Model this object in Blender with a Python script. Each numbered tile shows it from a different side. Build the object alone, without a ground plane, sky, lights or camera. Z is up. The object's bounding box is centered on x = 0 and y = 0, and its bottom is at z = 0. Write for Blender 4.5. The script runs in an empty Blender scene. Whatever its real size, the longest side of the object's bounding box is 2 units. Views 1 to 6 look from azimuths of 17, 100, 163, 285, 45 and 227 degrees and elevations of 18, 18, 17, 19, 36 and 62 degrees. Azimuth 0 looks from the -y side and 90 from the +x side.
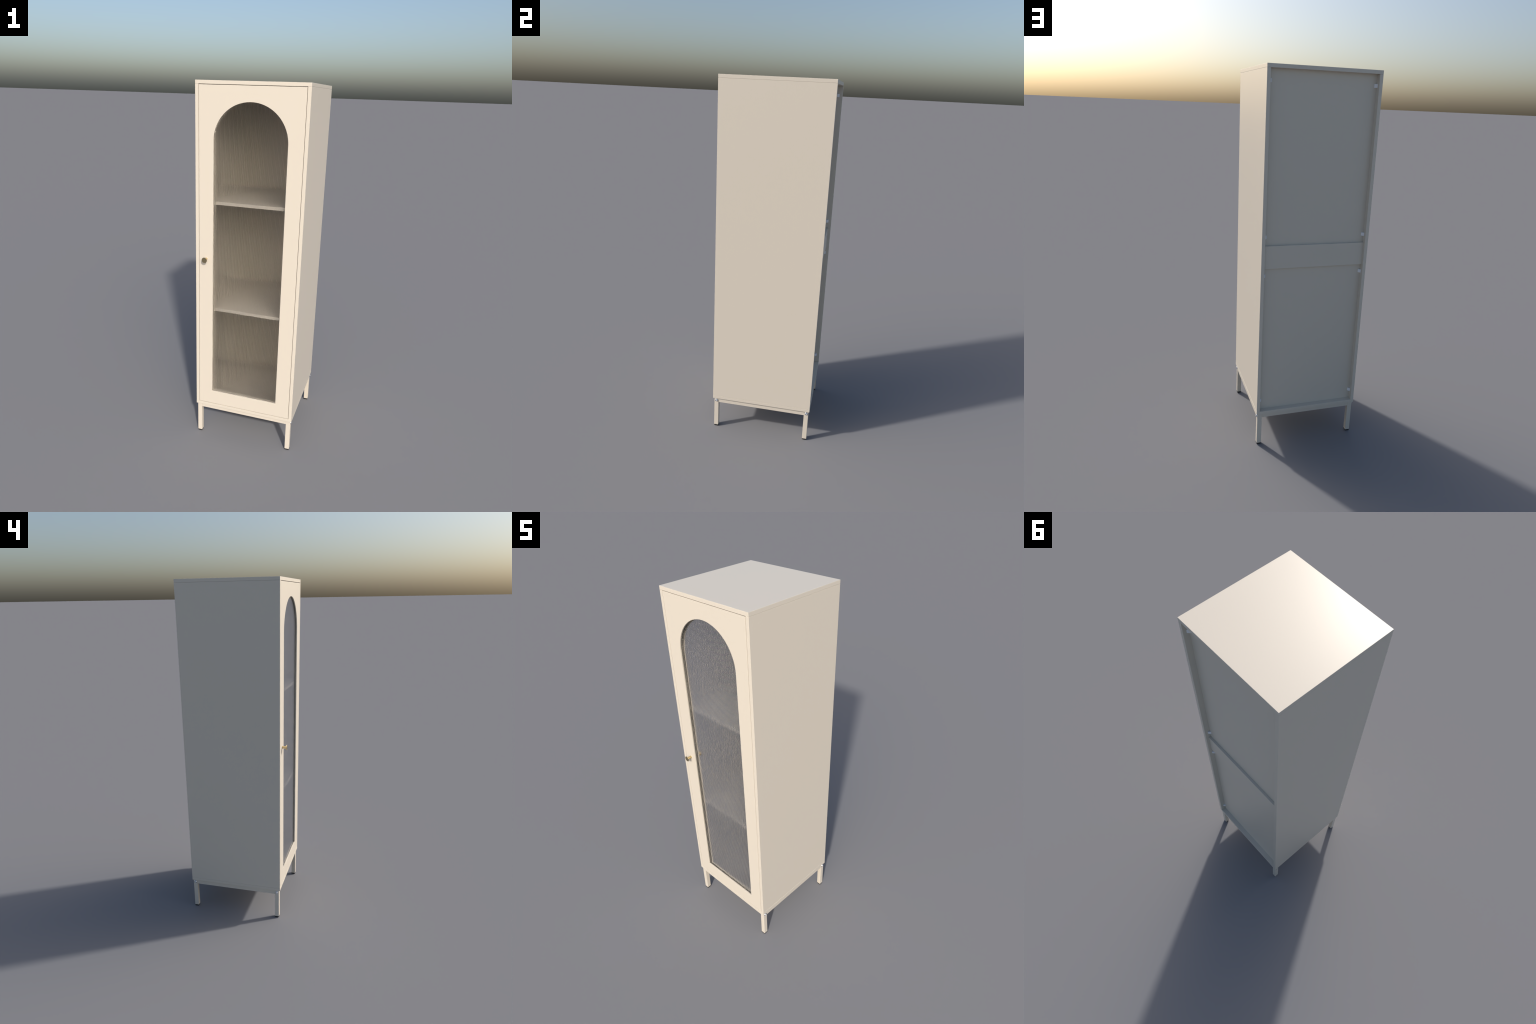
import bpy, bmesh, math
from mathutils import Vector

# ------------------------------------------------------------------ sizes
HALF_W = 0.287                    # carcase half width
Y_FRONT, Y_BACK = -0.273, 0.3008  # carcase depth
Z_BASE, Z_TOP = 0.193, 2.0        # underside of floor slab, top of lid
BOARD = 0.0175                    # board thickness
SIDE_IN = HALF_W - BOARD
LEG = 0.0255                      # square tube of the stand
FRAME_X = 0.2812                  # stand outer half width
FRAME_Y0, FRAME_Y1 = -0.2655, 0.2951
PAD_H = 0.007

DOOR_HALF = 0.2674
DOOR_Z0, DOOR_Z1 = 0.2132, 1.9800
DOOR_BACK = -0.2473
OPEN_HALF = 0.1902                # arch opening
OPEN_Z0 = 0.2940
ARCH_Z = 1.7150                   # springing line of the arch
GLASS_Y = -0.2662                 # crests of the flutes
GLASS_T = 0.0085                  # pane thickness over the crests
FLUTE = 0.00667                   # flute pitch
GLASS_LAP = 0.0100                # how far the pane sits inside the frame
FLUTE_DEPTH = 0.0022              # reed height
BACK_PANEL = 0.2715               # rear face of the back panels

KNOB = Vector((-0.2275, Y_FRONT, 1.0970))

# -------------------------------------------------------------- materials
def new_material(name):
    m = bpy.data.materials.new(name)
    m.use_nodes = True
    nt = m.node_tree
    b = nt.nodes["Principled BSDF"]
    return m, nt, b

def paint_material(name, colour, rough, grain=0.010, bump=0.02):
    m, nt, b = new_material(name)
    co = nt.nodes.new("ShaderNodeTexCoord")
    n = nt.nodes.new("ShaderNodeTexNoise")
    n.inputs["Scale"].default_value = 260.0
    n.inputs["Detail"].default_value = 3.0
    nt.links.new(co.outputs["Object"], n.inputs["Vector"])
    ramp = nt.nodes.new("ShaderNodeValToRGB")
    lo = [c * (1.0 - grain) for c in colour]
    hi = [min(1.0, c * (1.0 + grain)) for c in colour]
    ramp.color_ramp.elements[0].position = 0.3
    ramp.color_ramp.elements[1].position = 0.7
    ramp.color_ramp.elements[0].color = (*lo, 1)
    ramp.color_ramp.elements[1].color = (*hi, 1)
    nt.links.new(n.outputs["Fac"], ramp.inputs["Fac"])
    nt.links.new(ramp.outputs["Color"], b.inputs["Base Color"])
    b.inputs["Roughness"].default_value = rough
    bp = nt.nodes.new("ShaderNodeBump")
    bp.inputs["Strength"].default_value = bump
    bp.inputs["Distance"].default_value = 0.0005
    nt.links.new(n.outputs["Fac"], bp.inputs["Height"])
    nt.links.new(bp.outputs["Normal"], b.inputs["Normal"])
    return m

CREAM = paint_material("cream_paint", (0.637, 0.580, 0.492), 0.36)
PLASTIC = paint_material("white_plastic", (0.80, 0.80, 0.82), 0.45)
RUBBER = paint_material("black_rubber", (0.012, 0.012, 0.012), 0.6)

def metal_material(name, colour, rough):
    m, nt, b = new_material(name)
    co = nt.nodes.new("ShaderNodeTexCoord")
    n = nt.nodes.new("ShaderNodeTexNoise")
    n.inputs["Scale"].default_value = 300.0
    nt.links.new(co.outputs["Object"], n.inputs["Vector"])
    mr = nt.nodes.new("ShaderNodeMapRange")
    mr.inputs["To Min"].default_value = rough * 0.98
    mr.inputs["To Max"].default_value = rough * 1.02
    nt.links.new(n.outputs["Fac"], mr.inputs["Value"])
    nt.links.new(mr.outputs["Result"], b.inputs["Roughness"])
    b.inputs["Base Color"].default_value = (*colour, 1)
    b.inputs["Metallic"].default_value = 1.0
    return m

BRASS = metal_material("brushed_brass", (0.60, 0.49, 0.28), 0.28)
STEEL = metal_material("bright_steel", (0.85, 0.86, 0.88), 0.22)

def glass_material():
    m, nt, b = new_material("fluted_glass")
    b.inputs["Base Color"].default_value = (1, 1, 1, 1)
    b.inputs["Roughness"].default_value = 0.02
    b.inputs["IOR"].default_value = 1.45
    b.inputs["Transmission Weight"].default_value = 1.0
    return m
GLASS = glass_material()

# ---------------------------------------------------------------- helpers
ROOT = bpy.data.objects.new("display_cabinet", None)
ROOT.empty_display_size = 0.1
bpy.context.scene.collection.objects.link(ROOT)
ROOT["label"] = "tall cream cabinet with arched fluted glass door on slim legs"
ROOT["category"] = "display cabinet"

def link(name, mesh, mat=None, parent=None, loc=(0, 0, 0)):
    ob = bpy.data.objects.new(name, mesh)
    bpy.context.scene.collection.objects.link(ob)
    ob.parent = parent or ROOT
    ob.location = loc
    if mat and not mesh.materials:
        mesh.materials.append(mat)
    return ob

def smooth_by_angle(mesh, angle=math.radians(35)):
    mesh.set_sharp_from_angle(angle=angle)
    for p in mesh.polygons:
        p.use_smooth = True
    mesh.set_sharp_from_angle(angle=angle)

def mesh_from(bm, name, smooth=True):
    bmesh.ops.recalc_face_normals(bm, faces=bm.faces[:])
    me = bpy.data.meshes.new(name)
    bm.to_mesh(me)
    bm.free()
    if smooth:
        smooth_by_angle(me)
    return me

def box_mesh(name, lo, hi, bevel=0.0008, segments=2):
    bm = bmesh.new()
    bmesh.ops.create_cube(bm, size=1.0)
    for v in bm.verts:
        for i in range(3):
            v.co[i] = lo[i] if v.co[i] < 0 else hi[i]
    if bevel:
        bmesh.ops.bevel(bm, geom=bm.edges[:], offset=bevel, segments=segments,
                        profile=0.5, affect='EDGES', clamp_overlap=True)
    return mesh_from(bm, name, smooth=False)

def box(name, lo, hi, mat=CREAM, parent=None, bevel=0.0008):
    c = [(a + b) / 2 for a, b in zip(lo, hi)]
    h = [(b - a) / 2 for a, b in zip(lo, hi)]
    return link(name, box_mesh(name, [-x for x in h], h, bevel), mat, parent, c)

def lathe_mesh(name, profile, seg=48):
    """profile: (radius, distance along the axis); the axis points to -y."""
    bm = bmesh.new()
    rings = []
    for r, d in profile:
        if r < 1e-6:
            rings.append([bm.verts.new((0, -d, 0))])
        else:
            rings.append([bm.verts.new((r * math.cos(t), -d, r * math.sin(t)))
                          for t in (2 * math.pi * k / seg for k in range(seg))])
    for a, b in zip(rings, rings[1:]):
        for k in range(seg):
            k2 = (k + 1) % seg
            if len(a) == 1:
                bm.faces.new((a[0], b[k], b[k2]))
            elif len(b) == 1:
                bm.faces.new((a[k], a[k2], b[0]))
            else:
                bm.faces.new((a[k], a[k2], b[k2], b[k]))
    return mesh_from(bm, name)

# ---------------------------------------------------------------- carcase
box("top_panel", (-HALF_W, Y_FRONT, Z_TOP - BOARD), (HALF_W, Y_BACK, Z_TOP))
box("bottom_panel", (-HALF_W - 0.0002, Y_FRONT, Z_BASE), (HALF_W + 0.0002, Y_BACK, Z_BASE + BOARD))
for s in (-1, 1):
    x0, x1 = sorted((s * HALF_W, s * SIDE_IN))
    box("side_panel", (x0, Y_FRONT, Z_BASE + BOARD + 0.0003), (x1, Y_BACK, Z_TOP - BOARD - 0.0003))

G = -0.0006                                  # panels are let into the sides a little
for z0, z1 in ((Z_BASE + BOARD + G, 1.0868), (1.0870, Z_TOP - BOARD - G)):
    box("back_panel", (-SIDE_IN + G, BACK_PANEL - 0.006, z0), (SIDE_IN - G, BACK_PANEL, z1), bevel=0.0004)
box("back_rail", (-SIDE_IN + G, BACK_PANEL + 0.0002, 1.0275), (SIDE_IN - G, 0.2848, 1.1475))

def clip_mesh(side):
    """triangular corner wedge: one leg on the side wall, one on the back panel."""
    bm = bmesh.new()
    h = 0.0088
    plan = [(0, 0.0004), (0, 0.0128), (-side * 0.0120, 0.0004)]
    lower = [bm.verts.new((x, y, -h)) for x, y in plan]
    upper = [bm.verts.new((x, y, h)) for x, y in plan]
    bm.faces.new(lower)
    bm.faces.new(upper)
    for k in range(3):
        k2 = (k + 1) % 3
        bm.faces.new((lower[k], lower[k2], upper[k2], upper[k]))
    return mesh_from(bm, "panel_clip", smooth=False)

for s in (-1, 1):
    wedge = clip_mesh(s)
    for z in (0.2650, 0.9885, 1.1915, 1.9290):
        link("panel_clip", wedge, PLASTIC, None, (s * (SIDE_IN - 0.0004), BACK_PANEL, z))

for z in (0.7905, 1.3900):
    box("shelf", (-SIDE_IN + G, -0.2450, z), (SIDE_IN - G, BACK_PANEL - 0.0065, z + 0.0173))

# ------------------------------------------------------------------- door
def arch_loop(half, z0, spring, radius, n_arc=96, n_side=10):
    """closed loop, counter-clockwise seen from the front, from bottom left."""
    pts = [(-half, z0)]
    pts += [(half, z0)]
    pts += [(half, z0 + (spring - z0) * k / n_side) for k in range(1, n_side)]
    pts += [(radius * math.cos(math.pi * k / n_arc), spring + radius * math.sin(math.pi * k / n_arc))
            for k in range(n_arc + 1)]
    pts += [(-half, spring - (spring - z0) * k / n_side) for k in range(1, n_side)]
    return pts

def frame_loop(loop):
    """the door outline, one point for every point of the arch loop."""
    out = []
    top = DOOR_Z1 - ARCH_Z
    for i, (x, z) in enumerate(loop):
        if i < 2:
            out.append((math.copysign(DOOR_HALF, x), DOOR_Z0))
        elif z <= ARCH_Z + 1e-6:
            out.append((math.copysign(DOOR_HALF, x), z))
        else:
            a = math.atan2(z - ARCH_Z, x)
            c, s = math.cos(a), math.sin(a)
            t = min(DOOR_HALF / max(abs(c), 1e-6), top / s)
            out.append((t * c, ARCH_Z + t * s))
    # the two arch points nearest to the upper corners take the corners
    for sx in (-1, 1):
        k = min(range(len(out)), key=lambda i: (out[i][0] - sx * DOOR_HALF) ** 2 + (out[i][1] - DOOR_Z1) ** 2)
        out[k] = (sx * DOOR_HALF, DOOR_Z1)
    return out

def door_mesh():
    bm = bmesh.new()
    inner = arch_loop(OPEN_HALF, OPEN_Z0, ARCH_Z, OPEN_HALF)
    outer = frame_loop(inner)
    groove = arch_loop(OPEN_HALF + GLASS_LAP, OPEN_Z0 - GLASS_LAP, ARCH_Z, OPEN_HALF + GLASS_LAP)
    e = 0.0006                                # small arris on the front edges
    outer_in = [(x - math.copysign(e, x) * (abs(x) > DOOR_HALF - 1e-6),
                 z - e * (z > DOOR_Z1 - 1e-6) + e * (z < DOOR_Z0 + 1e-6)) for x, z in outer]
    inner_out = arch_loop(OPEN_HALF + e, OPEN_Z0 - e, ARCH_Z, OPEN_HALF + e)
    levels = [(outer, DOOR_BACK), (outer, Y_FRONT + e), (outer_in, Y_FRONT),
              (inner_out, Y_FRONT), (inner, Y_FRONT + e),
              (inner, GLASS_Y - 0.0002), (groove, GLASS_Y - 0.0002),      # slot that holds the pane
              (groove, GLASS_Y + GLASS_T + 0.0002), (inner, GLASS_Y + GLASS_T + 0.0002),
              (inner, DOOR_BACK)]
    rings = [[bm.verts.new((x, y, z)) for x, z in loop] for loop, y in levels]
    rings.append(rings[0])
    n = len(inner)
    for a, b in zip(rings, rings[1:]):
        for k in range(n):
            k2 = (k + 1) % n
            bm.faces.new((a[k], a[k2], b[k2], b[k]))
    return mesh_from(bm, "door")

door = link("door", door_mesh(), CREAM)

def glass_mesh():
    """pane cut to the arch: real vertical reeds on the front, flat back."""
    bm = bmesh.new()
    half = OPEN_HALF + GLASS_LAP - 0.0004
    z0 = OPEN_Z0 - GLASS_LAP + 0.0004
    count = int(round(2 * half / FLUTE))
    pitch = 2 * half / count
    per = 12
    n = count * per
    cols = []
    for i in range(n + 1):
        x = -half + pitch * i / per
        top = ARCH_Z + math.sqrt(max(0.0, half * half - x * x))
        r = (pitch * pitch / 4 + FLUTE_DEPTH ** 2) / (2 * FLUTE_DEPTH)
        u = pitch * ((i % per) / per - 0.5)
        y0 = GLASS_Y + r - math.sqrt(r * r - u * u)
        y1 = GLASS_Y + GLASS_T
        cols.append([bm.verts.new(p) for p in ((x, y0, z0), (x, y0, top), (x, y1, top), (x, y1, z0))])
    for a, b in zip(cols, cols[1:]):
        for k in range(4):
            k2 = (k + 1) % 4
            bm.faces.new((a[k], a[k2], b[k2], b[k]))
    bm.faces.new(cols[0])
    bm.faces.new(cols[-1][::-1])
    return mesh_from(bm, "glass_pane")
link("glass_pane", glass_mesh(), GLASS, door)

tip = Y_FRONT + Y_BACK
knob_profile = [(0.0, -0.001), (0.0072, -0.001), (0.0072, tip * 0.50), (0.0073, tip * 0.66),
                (0.0080, tip * 0.71), (0.0145, tip * 0.925), (0.0148, tip * 0.945),
                (0.0148, tip * 0.985), (0.0144, tip), (0.0, tip)]
link("door_knob", lathe_mesh("door_knob", knob_profile), BRASS, door, KNOB)

# ------------------------------------------------------------------ stand
leg = box_mesh("leg", (-LEG / 2, -LEG / 2, PAD_H), (LEG / 2, LEG / 2, Z_BASE - 0.0002), 0.0014)
pad = box_mesh("foot_pad", (-LEG / 2 + 0.0008, -LEG / 2 + 0.0008, 0.0), (LEG / 2 - 0.0008, LEG / 2 - 0.0008, PAD_H + 0.0008), 0.0008)
bolt_profile = [(0.0, -0.002), (0.0092, -0.002), (0.0092, 0.0008), (0.0088, 0.0022),
                (0.0078, 0.0038), (0.0062, 0.0050), (0.0046, 0.0056), (0.0042, 0.0056),
                (0.0040, 0.0030), (0.0, 0.0028)]
bolt = lathe_mesh("bolt", bolt_profile, 24)
for sx in (-1, 1):
    for y in (FRAME_Y0 + LEG / 2, FRAME_Y1 - LEG / 2):
        x = sx * (FRAME_X - LEG / 2)
        post = link("leg", leg, CREAM, None, (x, y, 0))
        link("foot_pad", pad, RUBBER, post)
        b = link("bolt", bolt, STEEL, post, (sx * LEG / 2, 0, 0.1790))
        b.rotation_euler = (0, 0, sx * math.pi / 2)
cross_z0, side_z0, rz1 = 0.1703, 0.1658, Z_BASE - 0.0002
xi = FRAME_X - LEG
for y0 in (FRAME_Y0, FRAME_Y1 - LEG):
    box("stand_rail", (-xi, y0 + 0.0003, cross_z0), (xi, y0 + LEG - 0.0003, rz1))
for s in (-1, 1):
    x0, x1 = sorted((s * (FRAME_X - 0.0003), s * (xi + 0.0003)))
    box("stand_rail", (x0, FRAME_Y0 + LEG, side_z0), (x1, FRAME_Y1 - LEG, rz1))
